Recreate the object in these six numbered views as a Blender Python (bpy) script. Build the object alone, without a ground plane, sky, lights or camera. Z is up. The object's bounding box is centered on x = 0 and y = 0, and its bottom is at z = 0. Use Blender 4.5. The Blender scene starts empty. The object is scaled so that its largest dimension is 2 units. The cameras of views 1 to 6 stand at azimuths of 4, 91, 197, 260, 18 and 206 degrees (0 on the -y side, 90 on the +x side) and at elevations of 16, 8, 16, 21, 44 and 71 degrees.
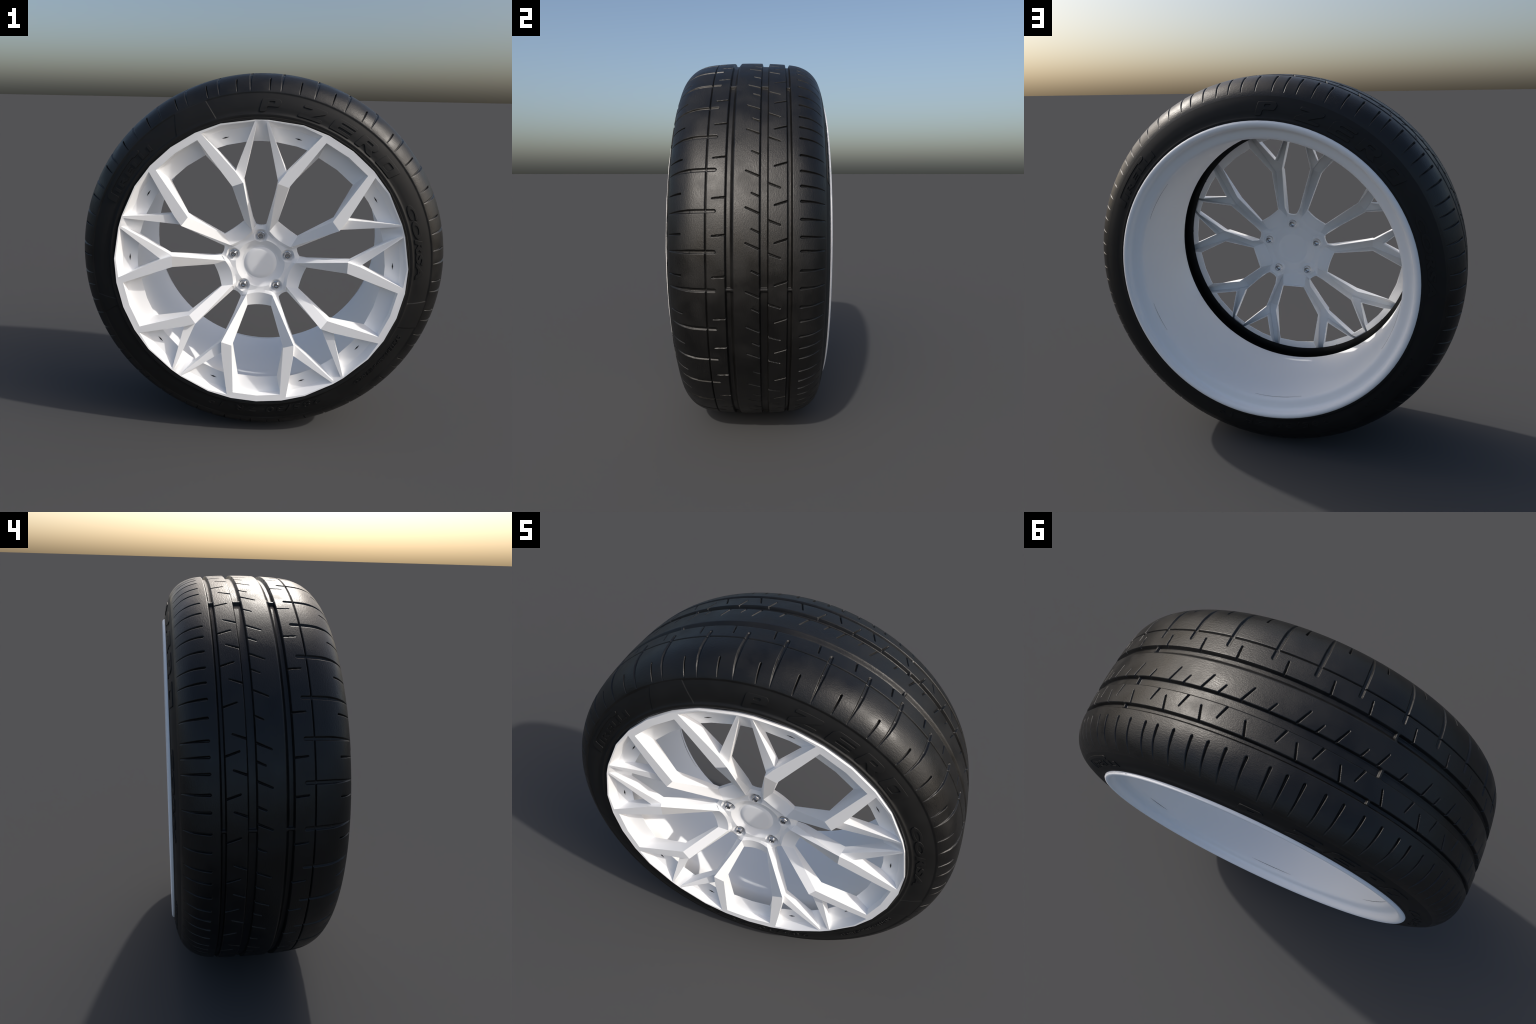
"""Car wheel: white ten-arm split-spoke alloy wheel with a black low-profile tyre.
Axis of rotation is Y (front face towards -Y), axle centre at (0, 0, 1)."""
import bpy, bmesh, math, random
import numpy as np
from mathutils import Vector, Matrix

random.seed(7)
rng = np.random.default_rng(7)
AXLE_Z = 1.0
PI = math.pi


# ------------------------------------------------------------------ materials
def new_mat(name):
    m = bpy.data.materials.new(name)
    m.use_nodes = True
    nt = m.node_tree
    return m, nt, nt.nodes["Principled BSDF"]


def rubber_material(name, dark, light, rough_lo, rough_hi, bump, scuff, spec=0.5):
    m, nt, b = new_mat(name)
    N, L = nt.nodes.new, nt.links.new
    tc = N("ShaderNodeTexCoord")
    big = N("ShaderNodeTexNoise"); big.inputs["Scale"].default_value = 9.0
    big.inputs["Detail"].default_value = 6.0
    fine = N("ShaderNodeTexNoise"); fine.inputs["Scale"].default_value = 240.0
    fine.inputs["Detail"].default_value = 3.0
    mp = N("ShaderNodeMapping"); mp.inputs["Scale"].default_value = (60, 260, 60)
    mp.inputs["Rotation"].default_value = (0.5, 0.3, 0.7)
    scr = N("ShaderNodeTexNoise"); scr.inputs["Scale"].default_value = 1.0
    scr.inputs["Detail"].default_value = 2.0
    for t in (big, fine):
        L(tc.outputs["Object"], t.inputs["Vector"])
    L(tc.outputs["Object"], mp.inputs["Vector"])
    L(mp.outputs["Vector"], scr.inputs["Vector"])
    ramp = N("ShaderNodeValToRGB")
    ramp.color_ramp.elements[0].position = 0.35
    ramp.color_ramp.elements[0].color = (*dark, 1)
    ramp.color_ramp.elements[1].position = 0.7
    ramp.color_ramp.elements[1].color = (*light, 1)
    L(big.outputs["Fac"], ramp.inputs["Fac"])
    L(ramp.outputs["Color"], b.inputs["Base Color"])
    rr = N("ShaderNodeMapRange")
    rr.inputs["To Min"].default_value = rough_lo
    rr.inputs["To Max"].default_value = rough_hi
    rr.inputs["From Min"].default_value = 0.3
    rr.inputs["From Max"].default_value = 0.7
    L(big.outputs["Fac"], rr.inputs["Value"])
    L(rr.outputs["Result"], b.inputs["Roughness"])
    add = N("ShaderNodeMath"); add.operation = "MULTIPLY_ADD"
    add.inputs[1].default_value = scuff
    L(scr.outputs["Fac"], add.inputs[0])
    L(fine.outputs["Fac"], add.inputs[2])
    bp = N("ShaderNodeBump"); bp.inputs["Strength"].default_value = bump
    bp.inputs["Distance"].default_value = 0.002
    L(add.outputs["Value"], bp.inputs["Height"])
    L(bp.outputs["Normal"], b.inputs["Normal"])
    b.inputs["Specular IOR Level"].default_value = spec
    return m


def paint_material():
    m, nt, b = new_mat("white_wheel_paint")
    N, L = nt.nodes.new, nt.links.new
    tc = N("ShaderNodeTexCoord")
    n = N("ShaderNodeTexNoise"); n.inputs["Scale"].default_value = 5.0
    n.inputs["Detail"].default_value = 3.0
    L(tc.outputs["Object"], n.inputs["Vector"])
    ramp = N("ShaderNodeValToRGB")
    ramp.color_ramp.elements[0].color = (0.992, 0.992, 0.994, 1)
    ramp.color_ramp.elements[1].color = (1.0, 1.0, 1.0, 1)
    L(n.outputs["Fac"], ramp.inputs["Fac"])
    L(ramp.outputs["Color"], b.inputs["Base Color"])
    b.inputs["Roughness"].default_value = 0.62
    b.inputs["Specular IOR Level"].default_value = 0.3
    return m


def chrome_material():
    m, nt, b = new_mat("chromed_steel")
    N, L = nt.nodes.new, nt.links.new
    tc = N("ShaderNodeTexCoord")
    n = N("ShaderNodeTexNoise"); n.inputs["Scale"].default_value = 60.0
    L(tc.outputs["Object"], n.inputs["Vector"])
    rr = N("ShaderNodeMapRange")
    rr.inputs["To Min"].default_value = 0.14
    rr.inputs["To Max"].default_value = 0.3
    L(n.outputs["Fac"], rr.inputs["Value"])
    L(rr.outputs["Result"], b.inputs["Roughness"])
    b.inputs["Base Color"].default_value = (0.62, 0.62, 0.63, 1)
    b.inputs["Metallic"].default_value = 1.0
    return m


MAT_TREAD = rubber_material("tread_rubber", (0.0030, 0.0029, 0.0028), (0.0062, 0.0060, 0.0058),
                            0.34, 0.54, 0.24, 1.3)
MAT_SIDE = rubber_material("sidewall_rubber", (0.0045, 0.0045, 0.0045), (0.0068, 0.0068, 0.0067),
                           0.56, 0.66, 0.05, 0.15, 0.38)
MAT_GAP = rubber_material("seal_rubber", (0.004, 0.004, 0.004), (0.006, 0.006, 0.006),
                          0.55, 0.65, 0.03, 0.0)
MAT_WHITE = paint_material()
MAT_CHROME = chrome_material()


# ------------------------------------------------------------------ helpers
def link(ob, parent=None):
    bpy.context.collection.objects.link(ob)
    if parent is not None:
        ob.parent = parent
    return ob


def empty(name, loc=(0, 0, 0)):
    e = bpy.data.objects.new(name, None)
    e.location = loc
    return link(e)


def mesh_object(name, verts, faces, mat, parent=None, smooth=True):
    me = bpy.data.meshes.new(name)
    me.from_pydata(verts, [], faces)
    me.update()
    me.materials.append(mat)
    if smooth:
        me.polygons.foreach_set("use_smooth", [True] * len(me.polygons))
    return link(bpy.data.objects.new(name, me), parent)


def wheel_xyz(r, ang_deg, y):
    """polar position on the wheel as seen from the front (x right, z up)"""
    a = math.radians(ang_deg)
    return (r * math.cos(a), y, AXLE_Z + r * math.sin(a))


def lathe(name, profile, segments, mat, parent, sharp=None):
    """profile: closed list of (y, r) turned about the axle"""
    n = len(profile)
    verts, faces = [], []
    for i in range(segments):
        a = 360.0 * i / segments
        verts += [wheel_xyz(r, a, y) for y, r in profile]
    for i in range(segments):
        j = (i + 1) % segments
        for k in range(n):
            l = (k + 1) % n
            faces.append((i * n + k, i * n + l, j * n + l, j * n + k))
    ob = mesh_object(name, verts, faces, mat, parent)
    bm = bmesh.new(); bm.from_mesh(ob.data)
    bmesh.ops.recalc_face_normals(bm, faces=bm.faces)
    bm.to_mesh(ob.data); bm.free()
    if sharp:
        ob.data.set_sharp_from_angle(angle=math.radians(sharp))
    return ob


root = empty("car_wheel")
root["label"] = "white split-spoke alloy wheel with black low-profile sport tyre"
root["category"] = "car wheel"

# ------------------------------------------------------------------ tyre
# half section of the carcass, crown -> shoulder -> sidewall -> bead (|y|, r)
HALF_SECTION = [(0.0, 1.0), (0.09, 0.9980), (0.15, 0.9950), (0.20, 0.9905), (0.237, 0.9845),
                (0.268, 0.9745), (0.296, 0.9600), (0.320, 0.9400), (0.340, 0.9150),
                (0.3525, 0.888), (0.3620, 0.860), (0.3675, 0.835), (0.3700, 0.815),
                (0.3725, 0.802), (0.3755, 0.793), (0.3745, 0.783), (0.3670, 0.7770), (0.3500, 0.773), (0.3300, 0.772)]


def catmull(points, per=40):
    P = [np.array(p, float) for p in points]
    out = []
    for i in range(len(P) - 1):
        p0 = P[i - 1] if i else np.array([-P[1][0], P[1][1]])
        p1, p2 = P[i], P[i + 1]
        p3 = P[i + 2] if i + 2 < len(P) else 2 * P[i + 1] - P[i]
        for t in np.linspace(0, 1, per, endpoint=False):
            out.append(0.5 * ((2 * p1) + (p2 - p0) * t + (2 * p0 - 5 * p1 + 4 * p2 - p3) * t * t
                              + (3 * p1 - p0 - 3 * p2 + p3) * t ** 3))
    out.append(P[-1])
    return np.array(out)


half = catmull(HALF_SECTION)
half_s = np.concatenate([[0], np.cumsum(np.hypot(*np.diff(half, axis=0).T))])
S_END = half_s[-1]


def section_at(s):
    """signed arc length from the crown (negative = front) -> y, r"""
    a = np.abs(s)
    return np.sign(s) * np.interp(a, half_s, half[:, 0]), np.interp(a, half_s, half[:, 1])


def s_of_y(y):
    k = np.argmax(half[:, 0])
    return math.copysign(float(np.interp(abs(y), half[:k, 0], half_s[:k])), y)


def s_of_r(r, side):
    return side * float(np.interp(-r, -half[:, 1], half_s))


S_TREAD = s_of_r(0.897, 1)          # border between tread and sidewall pieces
N_TH = 2800
n_tread = 335
n_side = 52
s_side = np.linspace(S_TREAD, S_END, n_side)
s_all = np.concatenate([-s_side[::-1], np.linspace(-S_TREAD, S_TREAD, n_tread)[1:-1], s_side])
th_all = np.arange(N_TH) * (360.0 / N_TH)
Hf = np.zeros((N_TH, len(s_all)))    # relief along the outward normal (metres)


def smooth01(x):
    x = np.clip(x, 0, 1)
    return x * x * (3 - 2 * x)


# --- three main circumferential grooves and a thin one
yy, rr_ = section_at(s_all)
DEPTH = 0.0165


def groove(y, y0, y1, ramp0, ramp1):
    return smooth01((y - y0) / ramp0) * smooth01((y1 - y) / ramp1)


ribs = (groove(yy, -0.0930, -0.0530, 0.005, 0.020) * DEPTH,
        groove(yy, 0.0540, 0.0935, 0.005, 0.005) * DEPTH,
        groove(yy, 0.1735, 0.1975, 0.005, 0.006) * DEPTH)
for g in ribs:
    Hf -= g[None, :]
# wear bars across the main grooves, six around the tyre
PERIOD, PHASE = 60.0, -5.9
dth = (th_all - PHASE + 30) % PERIOD - 30
bar = smooth01((0.0085 - np.abs(np.radians(dth))) / 0.004)
for g in ribs:
    Hf += 0.6 * bar[:, None] * g[None, :]
thin = groove(yy, -0.1785, -0.1705, 0.0035, 0.0035) * 0.009
Hf -= thin[None, :]


# --- sipes: tapered capsule-shaped cuts
def cut(theta0, s0, theta1, s1, w0, w1, depth, edge=0.0035):
    """cut from (theta0,s0) to (theta1,s1), half widths w0 -> w1 (metres)"""
    si = np.where((s_all > min(s0, s1) - 0.02) & (s_all < max(s0, s1) + 0.02))[0]
    tmid = 0.5 * (theta0 + theta1)
    span = abs(theta1 - theta0) / 2 + 2.0
    dt = (th_all - tmid + 180) % 360 - 180
    ti = np.where(np.abs(dt) < span)[0]
    x = np.radians(dt[ti])[:, None] * rr_[si][None, :]
    s = s_all[si][None, :]
    rm0 = np.interp(s0, s_all, rr_); rm1 = np.interp(s1, s_all, rr_)
    ax, bx = math.radians(theta0 - tmid) * rm0, math.radians(theta1 - tmid) * rm1
    dx, ds = bx - ax, s1 - s0
    t = np.clip(((x - ax) * dx + (s - s0) * ds) / (dx * dx + ds * ds), 0, 1)
    d = np.hypot(x - ax - t * dx, s - s0 - t * ds)
    w = w0 + (w1 - w0) * t
    h = depth * np.minimum(1, (w / max(w0, w1)) ** 0.7) * smooth01((w + edge * 0.5 - d) / edge)
    block = Hf[np.ix_(ti, si)]
    Hf[np.ix_(ti, si)] = np.minimum(block, -h)


# angular positions (degrees within one 60-degree repeat of the pattern)
LONG_SIPES = (0.0, 9.6, 19.6, 30.2, 39.7, 49.5)
OUTER_SHORT = (3.5, 14.0, 24.4, 33.8, 43.9, 53.2)
RIB_SLITS = (3.6, 13.8, 23.1, 33.8, 43.9, 52.6)
CENTRE_LONG = (-0.2, 11.8, 20.5, 29.9, 41.9, 50.3)
CENTRE_SHORT = (5.0, 15.2, 24.1, 35.3, 45.4, 55.3)
INNER_LEFT = (9.3, 17.4, 26.7, 39.5, 47.4, 56.6)
INNER_RIGHT = (1.4, 11.8, 21.1, 31.2, 42.1, 51.5)
INNER_SHOULDER = (0.4, 4.9, 9.8, 13.3, 17.7, 22.2, 26.1, 30.1, 34.5, 39.6, 43.2, 46.9, 51.5, 55.5)
for rep in range(6):
    o = PHASE + PERIOD * rep
    for a in LONG_SIPES:
        a += o
        cut(a, s_of_y(-0.138), a, s_of_y(-0.25), 0.0066, 0.0072, 0.0065, 0.0028)
        cut(a, s_of_y(-0.25), a, s_of_r(0.9075, -1), 0.0072, 0.0010, 0.0075, 0.0028)
    for a in OUTER_SHORT:
        cut(a + o, s_of_r(0.966, -1), a + o, s_of_r(0.9095, -1), 0.0026, 0.0010, 0.0110, 0.0022)
    for a in RIB_SLITS:
        cut(a + o - 0.3, s_of_y(-0.146), a + o, s_of_y(-0.086), 0.0022, 0.0030, 0.0085, 0.0022)
    for a in CENTRE_LONG:
        cut(a + o, s_of_y(-0.004), a + o - 1.6, s_of_y(0.058), 0.0022, 0.0032, 0.0085, 0.0022)
    for a in CENTRE_SHORT:
        cut(a + o, s_of_y(0.021), a + o - 1.0, s_of_y(0.058), 0.0020, 0.0030, 0.0080, 0.0022)
    for a in INNER_LEFT:
        cut(a + o, s_of_y(0.088), a + o - 1.2, s_of_y(0.144), 0.0034, 0.0022, 0.0085, 0.0022)
    for a in INNER_RIGHT:
        cut(a + o, s_of_y(0.120), a + o + 1.1, s_of_y(0.177), 0.0024, 0.0028, 0.0085, 0.0022)
    for a in INNER_SHOULDER:
        cut(a + o, s_of_y(0.234), a + o, s_of_r(0.915, 1), 0.0042, 0.0008, 0.0095, 0.0024)

# --- front sidewall: shoulder step and recessed panels that carry the writing
r_s = np.where(s_all < 0, rr_, 2.0)
front = (s_all < 0)
step = smooth01((0.9035 - r_s) / 0.004) * smooth01((r_s - 0.800) / 0.006) * front
Hf -= 0.0015 * step[None, :]
ring = np.exp(-((r_s - 0.797) / 0.0022) ** 2) * front


def panel(t0, t1, skew, r0, r1):
    """recess between angles t0<t1, its ends skewed by `skew` degrees across the height"""
    mid = (t0 + t1) / 2
    d = (th_all - mid + 180) % 360 - 180
    f = np.clip((r_s - r0) / (r1 - r0), 0, 1)
    lim = (t1 - t0) / 2 + 0 * f
    dd = (lim[None, :] - np.abs(d[:, None] - skew * (f[None, :] - 0.5))) * (PI / 180 * 0.85)
    m = smooth01(dd / 0.005)
    m *= smooth01((r_s - r0) / 0.004)[None, :] * smooth01((r1 - r_s) / 0.004)[None, :]
    return m * front[None, :]


for t0, t1, sk in ((-10.7, 107.5, 2.0), (120.5, 193.0, -3.0), (197.5, 339.5, 2.0)):
    Hf -= 0.0022 * panel(t0, t1, sk, 0.7975, 0.9000)
Hf += 0.0008 * ring[None, :]
# moulded rings at both beads
Hf += 0.0012 * np.exp(-((rr_ - 0.796) / 0.0030) ** 2)[None, :]

# --- place the surface
ds = 1e-4
y2, r2 = section_at(s_all + ds); y1, r1 = section_at(s_all - ds)
ty, tr = y2 - y1, r2 - r1
ln = np.hypot(ty, tr); ty, tr = ty / ln, tr / ln
ny, nr = -tr, ty                      # outward normal of the section
R = rr_[None, :] + nr[None, :] * Hf
Y = yy[None, :] + ny[None, :] * Hf
ca, sa = np.cos(np.radians(th_all))[:, None], np.sin(np.radians(th_all))[:, None]
V = np.stack([R * ca, Y, AXLE_Z + R * sa], axis=-1)
# scale so that the crown touches the ground exactly
NS = len(s_all)
# vertex normals of the whole skin, shared by the pieces cut from it
dth_v = np.roll(V, -1, 0) - np.roll(V, 1, 0)
dsv = np.gradient(V, axis=1)
Nrm = np.cross(dth_v, dsv)
Nrm /= np.linalg.norm(Nrm, axis=-1, keepdims=True)
outward = np.stack([nr[None, :] * ca, ny[None, :] + 0 * ca, nr[None, :] * sa], axis=-1)
flip = np.sign(np.sum(Nrm * outward)) or 1.0
Nrm *= flip


def skin_piece(name, c0, c1, mat, parent):
    """columns c0..c1 (inclusive) of the tyre skin as one ring-shaped mesh"""
    m = c1 - c0 + 1
    co = V[:, c0:c1 + 1].reshape(-1, 3)
    nn = Nrm[:, c0:c1 + 1].reshape(-1, 3)
    i = np.arange(N_TH)[:, None]; j = np.arange(m - 1)[None, :]
    a = i * m + j; b = ((i + 1) % N_TH) * m + j
    q = np.stack([a, a + 1, b + 1, b] if flip < 0 else [a, b, b + 1, a + 1], axis=-1).reshape(-1, 4)
    me = bpy.data.meshes.new(name)
    me.vertices.add(len(co)); me.vertices.foreach_set("co", co.ravel())
    me.loops.add(q.size); me.loops.foreach_set("vertex_index", q.ravel().astype(np.int32))
    me.polygons.add(len(q))
    me.polygons.foreach_set("loop_start", np.arange(len(q), dtype=np.int32) * 4)
    me.update(calc_edges=True)
    me.validate()
    me.polygons.foreach_set("use_smooth", np.ones(len(q), dtype=bool))
    me.normals_split_custom_set_from_vertices(nn.tolist())
    me.materials.append(mat)
    return link(bpy.data.objects.new(name, me), parent)


c_lo, c_hi = n_side - 1, NS - n_side
tyre = empty("tyre"); tyre.parent = root
skin_piece("tread", c_lo, c_hi, MAT_TREAD, tyre)
skin_piece("sidewall", 0, c_lo, MAT_SIDE, tyre)
skin_piece("sidewall", c_hi, NS - 1, MAT_SIDE, tyre)
# black bead seat behind the lip ring, seen through the gap in front of the barrel
lathe("bead_seat", [(-0.3310, 0.7015), (-0.3430, 0.7400), (-0.3560, 0.7720), (-0.3660, 0.7760), (-0.3620, 0.7690),
                    (-0.3440, 0.7390), (-0.3325, 0.7012)], 128, MAT_GAP, tyre, 40)


# ------------------------------------------------------------------ sidewall writing
def glyph_curve(name, loops):
    cu = bpy.data.curves.new(name, "CURVE")
    cu.dimensions = "2D"; cu.fill_mode = "BOTH"
    for pts in loops:
        sp = cu.splines.new("POLY"); sp.points.add(len(pts) - 1); sp.use_cyclic_u = True
        for p, (x, y) in zip(sp.points, pts):
            p.co = (x, y, 0, 1)
    return cu


def rounded(poly, rad):
    """round the corners of a closed polygon"""
    out = []
    n = len(poly)
    for i in range(n):
        p, a, b = (Vector(poly[i]), Vector(poly[i - 1]), Vector(poly[(i + 1) % n]))
        va, vb = (a - p), (b - p)
        q = min(rad, va.length * 0.45, vb.length * 0.45)
        pa, pb = p + va.normalized() * q, p + vb.normalized() * q
        for t in (0, 0.33, 0.67, 1):
            c = pa * (1 - t) ** 2 + p * 2 * t * (1 - t) + pb * t * t
            out.append((c.x, c.y))
    return out


def curve_to_bm(cu):
    ob = bpy.data.objects.new("tmp", cu)
    bpy.context.collection.objects.link(ob)
    dg = bpy.context.evaluated_depsgraph_get()
    me = bpy.data.meshes.new_from_object(ob.evaluated_get(dg))
    bpy.data.objects.remove(ob)
    bm = bmesh.new(); bm.from_mesh(me)
    bpy.data.meshes.remove(me)
    return bm


SIDE_S = np.linspace(0.30, S_END, 200)
_sy, _sr = section_at(SIDE_S)


def sidewall_y(r):
    return float(np.interp(-r, -_sr, _sy))


def sidewall_slope(r):
    e = 0.002
    return (sidewall_y(r + e) - sidewall_y(r - e)) / (2 * e)


def wrap_writing(name, cu, theta0, r0, sx, sy, shear, height, rear):
    """lay a flat curve (x along, y outwards, z height) round the sidewall, clockwise from theta0"""
    bm = curve_to_bm(cu)
    for v in bm.verts:
        v.co.x += shear * v.co.y
    xs = [v.co.x for v in bm.verts]; x0, x1 = min(xs), max(xs)
    ys = [v.co.y for v in bm.verts]; y0, y1 = min(ys), max(ys)
    step = 0.010
    for ax, lo, hi, sc in ((0, x0, x1, sx), (1, y0, y1, sy)):
        n = int((hi - lo) * sc / step)
        for k in range(1, n + 1):
            co = [0, 0, 0]; no = [0, 0, 0]
            co[ax] = lo + k * step / sc; no[ax] = 1
            if co[ax] >= hi:
                break
            g = bm.verts[:] + bm.edges[:] + bm.faces[:]
            bmesh.ops.bisect_plane(bm, geom=g, plane_co=co, plane_no=no)
    zmax = max(v.co.z for v in bm.verts) or 1
    for v in bm.verts:
        top = v.co.z > 0
        r = r0 + v.co.y * sy
        a = theta0 - math.degrees(v.co.x * sx / (r0 + 0.5 * (y1 - y0) * sy))
        base = 0.0010 if rear else -0.0022   # the front panels lie below the sidewall
        h = base + height * (v.co.z / zmax) if top else base - 0.003
        sl = sidewall_slope(r)
        k = 1 / math.hypot(1, sl)
        y = -(sidewall_y(r) + h * k)
        p = wheel_xyz(r - h * k * sl, a, y)
        v.co = (-p[0], -p[1], p[2]) if rear else p
    bmesh.ops.recalc_face_normals(bm, faces=bm.faces)
    me = bpy.data.meshes.new(name); bm.to_mesh(me); bm.free()
    me.materials.append(MAT_SIDE)
    ob = link(bpy.data.objects.new(name, me), tyre)
    me.polygons.foreach_set("use_smooth", [True] * len(me.polygons))
    me.set_sharp_from_angle(angle=math.radians(50))
    return ob


def extruded(cu, depth, bevel):
    cu.extrude = depth
    cu.bevel_depth = bevel
    cu.bevel_resolution = 1
    return cu


def text_curve(body, spacing=1.0, offset=0.0):
    cu = bpy.data.curves.new("writing", "FONT")
    cu.body = body
    cu.space_character = spacing
    cu.offset = offset
    cu.resolution_u = 4
    return cu


# broad slanted capitals, unit height; x already includes their width
def GLYPH_P():
    return [rounded([(0, 0), (0.28, 1.0), (1.62, 1.0), (1.75, 0.78), (1.58, 0.42), (0.62, 0.42),
                     (0.50, 0.0)], 0.13),
            rounded([(0.72, 0.62), (0.78, 0.84), (1.28, 0.84), (1.22, 0.62)], 0.09)]


def GLYPH_Z():
    return [rounded([(0.22, 1.0), (0.17, 0.80), (0.98, 0.80), (-0.10, 0.22), (-0.14, 0.0), (1.86, 0.0),
                     (1.92, 0.20), (0.92, 0.20), (2.02, 0.78), (2.06, 1.0)], 0.10)]


def GLYPH_E():
    return [rounded([(0.0, 0.0), (0.20, 0.78), (0.52, 1.0), (2.10, 1.0), (2.06, 0.80), (0.78, 0.80),
                     (0.74, 0.62), (1.98, 0.62), (1.93, 0.42), (0.68, 0.42), (0.63, 0.20),
                     (1.90, 0.20), (1.86, 0.0)], 0.08)]


def GLYPH_R():
    return [rounded([(0.0, 0.0), (0.26, 1.0), (1.70, 1.0), (1.92, 0.76), (1.80, 0.46), (1.52, 0.40),
                     (1.86, 0.0), (1.22, 0.0), (0.78, 0.40), (0.62, 0.40), (0.52, 0.0)], 0.11),
            rounded([(0.70, 0.60), (0.76, 0.82), (1.38, 0.82), (1.32, 0.60)], 0.08)]


def GLYPH_O():
    return [rounded([(0.0, 0.0), (0.26, 1.0), (2.06, 1.0), (1.80, 0.0)], 0.08),
            rounded([(0.62, 0.20), (0.78, 0.80), (1.46, 0.80), (1.30, 0.20)], 0.12)]


def pressed_logo_bars():
    """long flat-topped initial that reaches over the small maker's lettering"""
    return [rounded([(0.0, -0.36), (0.0, 0.62), (0.28, 0.80), (4.35, 0.80), (4.45, 0.62), (4.30, 0.44),
                     (3.8, 0.44), (3.8, 0.58), (0.52, 0.58), (0.52, -0.36)], 0.09)]


for rear in (False, True):
    H = 0.061
    for nm, fn, t0 in (("P", GLYPH_P, 91.0), ("Z", GLYPH_Z, 77.0), ("E", GLYPH_E, 66.0),
                       ("R", GLYPH_R, 55.6), ("O", GLYPH_O, 45.6)):
        cu = extruded(glyph_curve("capital", fn()), 0.05, 0.018)
        wrap_writing("raised_lettering", cu, t0, 0.8085, H, H, 0.0, 0.0024, rear)
    cu = extruded(text_curve("CORSA", 1.10, 0.035), 0.05, 0.012)
    wrap_writing("raised_lettering", cu, 26.5, 0.8170, 0.117, 0.050, 0.18, 0.0020, rear)
    cu = extruded(glyph_curve("logo", pressed_logo_bars()), 0.05, 0.02)
    wrap_writing("raised_lettering", cu, 156.0, 0.840, 0.068, 0.050, 0.0, 0.0017, rear)
    cu = extruded(text_curve("IRELLI", 1.10, 0.015), 0.05, 0.012)
    wrap_writing("raised_lettering", cu, 152.6, 0.8210, 0.108, 0.046, 0.0, 0.0017, rear)
    cu = extruded(text_curve("285/30 ZR 19", 1.25), 0.03, 0.012)
    wrap_writing("raised_lettering", cu, -64.0, 0.8170, 0.094, 0.052, 0.15, 0.0015, rear)
    cu = extruded(text_curve("SYSTEM ASIMMETRICO", 1.05), 0.03, 0.01)
    wrap_writing("raised_lettering", cu, -24.0, 0.828, 0.036, 0.030, 0.15, 0.0013, rear)

# ------------------------------------------------------------------ rim barrel
BARREL = [  # inner surface from the flared front edge to the rear lip, then back outside
    (-0.300, 0.7640), (-0.280, 0.7570), (-0.255, 0.7430), (-0.232, 0.7220), (-0.220, 0.7130), (-0.205, 0.7090),
    (-0.10, 0.7080), (0.05, 0.7055), (0.20, 0.7000), (0.300, 0.6965), (0.320, 0.6970), (0.330, 0.7000),
    (0.337, 0.7090), (0.3415, 0.7230), (0.3440, 0.7380), (0.3480, 0.7475), (0.3550, 0.7515), (0.3650, 0.7525),
    (0.3750, 0.7530), (0.3825, 0.7570), (0.3862, 0.7640), (0.3872, 0.7725), (0.3850, 0.7800), (0.3795, 0.7845), (0.3700, 0.7860),
    (0.358, 0.7830), (0.345, 0.7650), (0.336, 0.7300), (0.320, 0.7080), (0.20, 0.7080), (0.05, 0.7125),
    (-0.10, 0.7145), (-0.200, 0.7160), (-0.216, 0.7200), (-0.229, 0.7300), (-0.251, 0.7510), (-0.278, 0.7640),
    (-0.299, 0.7690)]
barrel = lathe("rim_barrel", BARREL, 120, MAT_WHITE, root, 50)

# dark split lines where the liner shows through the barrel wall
for c, w in ((-95.0, 11.0), (32.0, 9.5), (-25.0, 7.0), (196.0, 13.0)):
    verts, faces = [], []
    n = 26
    for i in range(n + 1):
        t = i / n
        a = c - w + 2 * w * t
        hw = 0.0011 * math.sin(PI * t) * (0.55 + 0.45 * math.sin(t * 37.0) ** 2) + 0.00015
        for dy, dr in ((-hw, 0.0), (0.0, -0.0006), (hw, 0.0)):
            verts.append(wheel_xyz(0.6955 + dr - dy * 0.03, a, 0.309 + dy))
    for i in range(n):
        for k in range(2):
            faces.append((i * 3 + k, i * 3 + k + 1, i * 3 + k + 4, i * 3 + k + 3))
    mesh_object("split_line", verts, faces, MAT_GAP, barrel)

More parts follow.
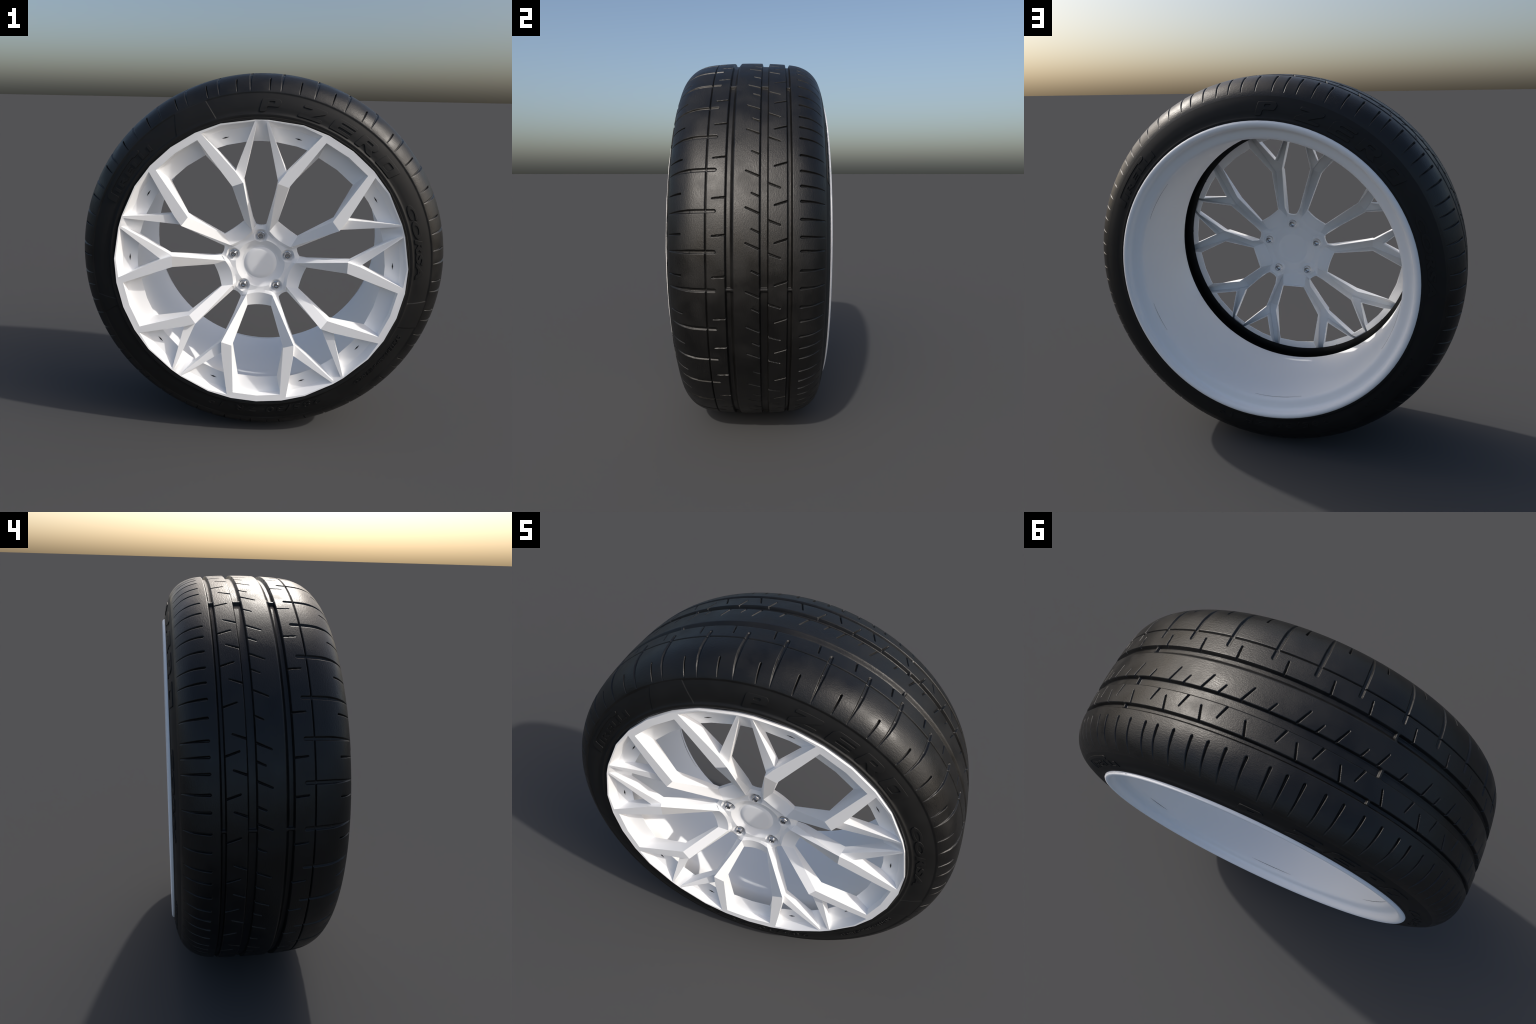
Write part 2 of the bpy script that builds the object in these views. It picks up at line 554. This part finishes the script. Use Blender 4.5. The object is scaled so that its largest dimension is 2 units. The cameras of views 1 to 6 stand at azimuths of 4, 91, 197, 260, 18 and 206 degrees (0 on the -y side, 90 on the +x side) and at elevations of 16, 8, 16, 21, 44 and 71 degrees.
# ------------------------------------------------------------------ wheel face (hub, ten forked spokes, lip)
# one half of a 72-degree sector: (radius, degrees from the bolt direction, y); mirrored and turned
PT = dict(
    A=(0.461, 18.1, -0.382), Ab=(0.473, 18.8, -0.320), B=(0.466, 10.8, -0.382), Cb=(0.481, 10.4, -0.320),
    D=(0.524, 13.8, -0.381), Db=(0.535, 14.1, -0.320), TD=(0.530, 13.9, -0.3665), TC=(0.473, 10.65, -0.3610),
    u1=(0.763, 2.55, -0.3815), u0=(0.757, 1.75, -0.380), Eo=(0.7585, 23.3, -0.3815), Ei=(0.737, 25.7, -0.3815),
    No=(0.737, 22.9, -0.347), N15=(0.737, 15.4, -0.347), Nu=(0.738, 3.1, -0.350), Ni=(0.7335, 25.8, -0.345), N36=(0.7335, 36, -0.345),
    J=(0.258, 10.6, -0.262), Jb=(0.256, 10.1, -0.225),
    Xo=(0.662, 20.2, -0.320), Xi=(0.652, 26.2, -0.320), R15=(0.663, 15.4, -0.320), R36=(0.652, 36, -0.320),
    Xu1=(0.663, 5.9, -0.320), Xu0=(0.663, 3.7, -0.320), R0=(0.663, 0, -0.320),
    I0=(0.757, 0, -0.380), I36=(0.737, 36, -0.3815), M15=(0.7655, 15.4, -0.3825),
    L0=(0.768, 0, -0.3835), L3=(0.7685, 2.6, -0.3835), L15=(0.773, 15.4, -0.3835),
    L25=(0.773, 25.4, -0.3835), L36=(0.773, 36, -0.3835),
    G0=(0.7685, 0, -0.362), G3=(0.769, 2.6, -0.362), G15=(0.7735, 15.4, -0.362),
    G25=(0.7735, 25.4, -0.362), G36=(0.7735, 36, -0.362),
)
RIDGE_A = (0, 3.5, 7, 10.5, 14, 19.5, 25, 30.5, 36)
RIDGE_R = (0.211, 0.2125, 0.2175, 0.204, 0.192, 0.180, 0.172, 0.1675, 0.166)
RIDGE_Y = (-0.247, -0.248, -0.251, -0.263, -0.272, -0.266, -0.263, -0.2615, -0.261)
EDGE_A = (20.9, 24.7, 28.4, 32.2, 36)
EDGE_R = (0.253, 0.2475, 0.2437, 0.2413, 0.2405)
EDGE_Y = (-0.258, -0.254, -0.251, -0.2495, -0.249)
FOOT_R = (0.192, 0.192, 0.190, 0.181, 0.171, 0.162, 0.1555, 0.1515, 0.150)
DISH = ((0.134, -0.2550), (0.114, -0.2440), (0.100, -0.2365), (0.089, -0.2355), (0.079, -0.2395), (0.066, -0.2410),
        (0.030, -0.2405))
for i, a in enumerate(RIDGE_A):
    PT["r%d" % i] = (RIDGE_R[i], a, RIDGE_Y[i])
    PT["rb%d" % i] = (RIDGE_R[i], a, max(RIDGE_Y[i] + 0.024, -0.245) if i > 2 else -0.226)
    PT["f%d" % i] = (FOOT_R[i], a, -0.2560)
    for k, (r, yf) in enumerate(DISH):
        PT["d%d_%d" % (k, i)] = (r, a, yf)
for i in range(5):
    PT["e%d" % i] = (EDGE_R[i], EDGE_A[i], EDGE_Y[i])
    PT["eb%d" % i] = (EDGE_R[i], EDGE_A[i], EDGE_Y[i] + 0.021)
PT["c"] = (0, 0, -0.2403)

HUB, SPOKE, RIM = 0, 1, 2
FACES = []          # the casting is a shell: front skin and side walls, open at the back
for i in range(8):
    FACES += [(HUB, ("r%d" % i, "r%d" % (i + 1), "f%d" % (i + 1), "f%d" % i)),
              (HUB, ("f%d" % i, "f%d" % (i + 1), "d0_%d" % (i + 1), "d0_%d" % i))]
    for k in range(len(DISH) - 1):
        FACES.append((HUB, ("d%d_%d" % (k, i), "d%d_%d" % (k, i + 1), "d%d_%d" % (k + 1, i + 1), "d%d_%d" % (k + 1, i))))
    n = len(DISH) - 1
    FACES.append((HUB, ("d%d_%d" % (n, i), "d%d_%d" % (n, i + 1), "c")))
for i in range(4):
    FACES += [(HUB, ("r%d" % (i + 4), "r%d" % (i + 5), "e%d" % (i + 1), "e%d" % i)),
              (HUB, ("e%d" % i, "e%d" % (i + 1), "eb%d" % (i + 1), "eb%d" % i))]
for i in range(2):
    FACES.append((HUB, ("r%d" % i, "r%d" % (i + 1), "rb%d" % (i + 1), "rb%d" % i)))
FACES += [(SPOKE, f.split()) for f in (
    "r2 r3 r4 B J", "r4 e0 A B", "A B D Eo Ei", "B D TD TC", "TD TC u0 u1",
    "e0 A Ab eb0", "A Ei Ni Xi Ab", "r2 J Jb rb2", "J B Cb Jb", "B TC Cb", "TC u0 Xu0 Cb",
    "D Eo No Xo Db TD", "TD u1 Nu Xu1 Db")]
FACES += [(RIM, f.split()) for f in (
    "Ei I36 L36 L25", "Eo Ei L25", "Eo L25 L15 M15", "M15 L15 L3 u1",
    "Eo M15 N15 No", "M15 u1 Nu N15", "No N15 R15 Xo", "N15 Nu Xu1 R15",
    "u1 L3 L0 I0 u0", "u0 I0 R0 Xu0", "Ei I36 N36 Ni", "Ni N36 R36 Xi",
    "L36 L25 G25 G36", "L25 L15 G15 G25", "L15 L3 G3 G15", "L3 L0 G0 G3")]
USED = {n for _, f in FACES for n in f}

bm = bmesh.new()
for k in range(5):
    for sgn in (1, -1):
        vm = {}
        for nm, (r, al, y) in PT.items():
            if nm not in USED:
                continue
            vm[nm] = bm.verts.new(wheel_xyz(r, 90 + 72 * k + sgn * al, y))
        for tag, names in FACES:
            f = bm.faces.new([vm[n] for n in names])
            f.material_index = tag
bmesh.ops.remove_doubles(bm, verts=bm.verts, dist=2e-4)
bmesh.ops.recalc_face_normals(bm, faces=bm.faces)
centre = min(bm.faces, key=lambda f: abs(f.calc_center_median().x) + abs(f.calc_center_median().z - AXLE_Z))
if centre.normal.y > 0:
    bmesh.ops.reverse_faces(bm, faces=bm.faces)
# softly dished pockets round the five bolts
for k in range(5):
    bc = wheel_xyz(0.155, 90 + 72 * k, 0)

    def away(v):
        return math.hypot(v.co.x - bc[0], v.co.z - bc[2])
    near = [f for f in bm.faces if f.material_index == HUB and min(away(v) for v in f.verts) < 0.045]
    es = list({e for f in near for e in f.edges})
    bmesh.ops.subdivide_edges(bm, edges=es, cuts=5, use_grid_fill=True)
    for v in bm.verts:
        d = away(v)
        if d < 0.037:
            t = min(max((d - 0.022) / 0.015, 0), 1)
            v.co.y += (-0.2385 - v.co.y) * (1 - t * t * (3 - 2 * t))
me = bpy.data.meshes.new("wheel_face")
bm.to_mesh(me); bm.free()
for m in range(3):
    me.materials.append(MAT_WHITE)
face = link(bpy.data.objects.new("wheel_face", me))
bv = face.modifiers.new("bevel", "BEVEL")
bv.width = 0.0060; bv.segments = 3; bv.limit_method = "ANGLE"; bv.angle_limit = math.radians(24)
bv.use_clamp_overlap = True
sol = face.modifiers.new("wall", "SOLIDIFY")
sol.thickness = 0.0026; sol.offset = -1; sol.use_even_offset = False; sol.use_quality_normals = True
dg = bpy.context.evaluated_depsgraph_get()
me2 = bpy.data.meshes.new_from_object(face.evaluated_get(dg))
face.modifiers.clear(); face.data = me2

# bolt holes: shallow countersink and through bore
for k in range(5):
    a = 90 + 72 * k
    bmc = bmesh.new()
    prof = ((0.0175, -0.30), (0.0175, -0.15))
    rings = []
    c = wheel_xyz(0.155, a, 0)
    for r, y in prof:
        rings.append([bmc.verts.new((c[0] + r * math.cos(2 * PI * j / 28), y, c[2] + r * math.sin(2 * PI * j / 28)))
                      for j in range(28)])
    for q in range(len(rings) - 1):
        for j in range(28):
            bmc.faces.new((rings[q][j], rings[q][(j + 1) % 28], rings[q + 1][(j + 1) % 28], rings[q + 1][j]))
    bmc.faces.new(rings[0]); bmc.faces.new(rings[-1][::-1])
    bmesh.ops.recalc_face_normals(bmc, faces=bmc.faces)
    mc = bpy.data.meshes.new("cutter"); bmc.to_mesh(mc); bmc.free()
    oc = link(bpy.data.objects.new("cutter", mc))
    md = face.modifiers.new("hole", "BOOLEAN")
    md.operation = "DIFFERENCE"; md.solver = "EXACT"; md.object = oc
    dg = bpy.context.evaluated_depsgraph_get(); dg.update()
    me3 = bpy.data.meshes.new_from_object(face.evaluated_get(dg))
    face.modifiers.clear(); face.data = me3
    bpy.data.objects.remove(oc); bpy.data.meshes.remove(mc)
me = face.data
me.polygons.foreach_set("use_smooth", [True] * len(me.polygons))
me.set_sharp_from_angle(angle=math.radians(38))
wn = face.modifiers.new("wn", "WEIGHTED_NORMAL"); wn.keep_sharp = True; wn.weight = 60
dg = bpy.context.evaluated_depsgraph_get(); dg.update()
me = bpy.data.meshes.new_from_object(face.evaluated_get(dg))

# split into hub, ten spokes and the lip ring, keeping the normals of the whole
nv = len(me.vertices)
co = np.empty(nv * 3); me.vertices.foreach_get("co", co); co = co.reshape(-1, 3)
ncorner = np.array([tuple(c.vector) for c in me.corner_normals])
groups = {}
for p in me.polygons:
    key = ("hub", 0)
    if p.material_index == RIM:
        key = ("rim_lip", 0)
    elif p.material_index == SPOKE:
        a = math.degrees(math.atan2(p.center.z - AXLE_Z, p.center.x)) - 90
        key = ("spoke", int((a % 360) // 36))
    groups.setdefault(key, []).append(p.index)
for key in sorted(groups):
    idx = groups[key]
    remap, verts, faces, norms = {}, [], [], []
    for pi in idx:
        p = me.polygons[pi]
        f = []
        for li in p.loop_indices:
            v = me.loops[li].vertex_index
            if v not in remap:
                remap[v] = len(verts); verts.append(tuple(co[v]))
            f.append(remap[v]); norms.append(tuple(ncorner[li]))
        faces.append(f)
    ob = mesh_object(key[0], verts, faces, MAT_WHITE, root)
    ob.data.normals_split_custom_set(norms)
bpy.data.objects.remove(face)

# dark slits in the lip ring, between each thick and thin arm
for k in range(5):
    for sgn in (1, -1):
        a = 90 + 72 * k + sgn * 15.2
        pts = []
        for da, t in ((-1.55, 0.0), (0, 0.0032), (1.55, 0.0), (0, -0.0032)):
            r = 0.7010 + t
            y = -0.320 - 0.027 * (r - 0.663) / 0.074 - 0.0012
            pts.append(wheel_xyz(r - 0.0009, a + da, y))
        top = [(p[0], p[1] + 0.004, p[2]) for p in pts]
        mesh_object("slit", pts + top, [(0, 1, 2, 3), (7, 6, 5, 4), (0, 4, 5, 1), (1, 5, 6, 2), (2, 6, 7, 3),
                                        (3, 7, 4, 0)], MAT_GAP, root, smooth=False)


# ------------------------------------------------------------------ lug nuts
def lug_nut_mesh():
    bm = bmesh.new()
    seg = 36

    def ring(r, y, hexr=0.0):
        vs = []
        for j in range(seg):
            t = 2 * PI * j / seg
            hexa = math.cos(PI / 6) / math.cos((t % (PI / 3)) - PI / 6)
            rr = r * ((1 - hexr) + hexr * hexa)
            vs.append(bm.verts.new((rr * math.cos(t), y, rr * math.sin(t))))
        return vs
    prof = [(0.0160, 0.012, 0), (0.0158, -0.0150, 0), (0.0085, -0.0175, 0), (0.0085, -0.0250, 0), (0.0092, -0.0262, 0),
            (0.0134, -0.0262, 0), (0.0145, -0.0250, 0), (0.0148, -0.0205, 0), (0.0170, -0.0180, 0.6),
            (0.0202, -0.0160, 1), (0.0214, -0.0140, 1), (0.0214, -0.0040, 1), (0.0228, -0.0030, 0.4),
            (0.0238, 0.0020, 0), (0.0172, 0.0085, 0), (0.0170, 0.012, 0)]
    rings = [ring(*p) for p in prof]
    n = len(rings)
    for q in range(n):
        a, b = rings[q], rings[(q + 1) % n]
        for j in range(seg):
            bm.faces.new((a[j], a[(j + 1) % seg], b[(j + 1) % seg], b[j]))
    bmesh.ops.recalc_face_normals(bm, faces=bm.faces)
    me = bpy.data.meshes.new("lug_nut"); bm.to_mesh(me); bm.free()
    me.materials.append(MAT_CHROME)
    me.polygons.foreach_set("use_smooth", [True] * len(me.polygons))
    me.set_sharp_from_angle(angle=math.radians(32))
    return me


for k in range(5):                   # short sleeves behind the bolt holes
    c = wheel_xyz(0.155, 90 + 72 * k, 0)
    prof = ((0.0178, -0.2370), (0.0178, -0.2120), (0.0200, -0.2120), (0.0200, -0.2370))
    vs, fs = [], []
    for j in range(32):
        t = 2 * PI * j / 32
        vs += [(c[0] + r * math.cos(t), y, c[2] + r * math.sin(t)) for r, y in prof]
        for q in range(4):
            fs.append((j * 4 + q, j * 4 + (q + 1) % 4, ((j + 1) % 32) * 4 + (q + 1) % 4, ((j + 1) % 32) * 4 + q))
    sl = mesh_object("bolt_sleeve", vs, fs, MAT_WHITE, root)
    sl.data.set_sharp_from_angle(angle=math.radians(40))

nut = lug_nut_mesh()
for k in range(5):
    c = wheel_xyz(0.155, 90 + 72 * k, -0.2365)
    ob = bpy.data.objects.new("lug_nut", nut)
    ob.location = c
    ob.rotation_euler = (0, math.radians(-72 * k + 30), 0)
    link(ob, root)
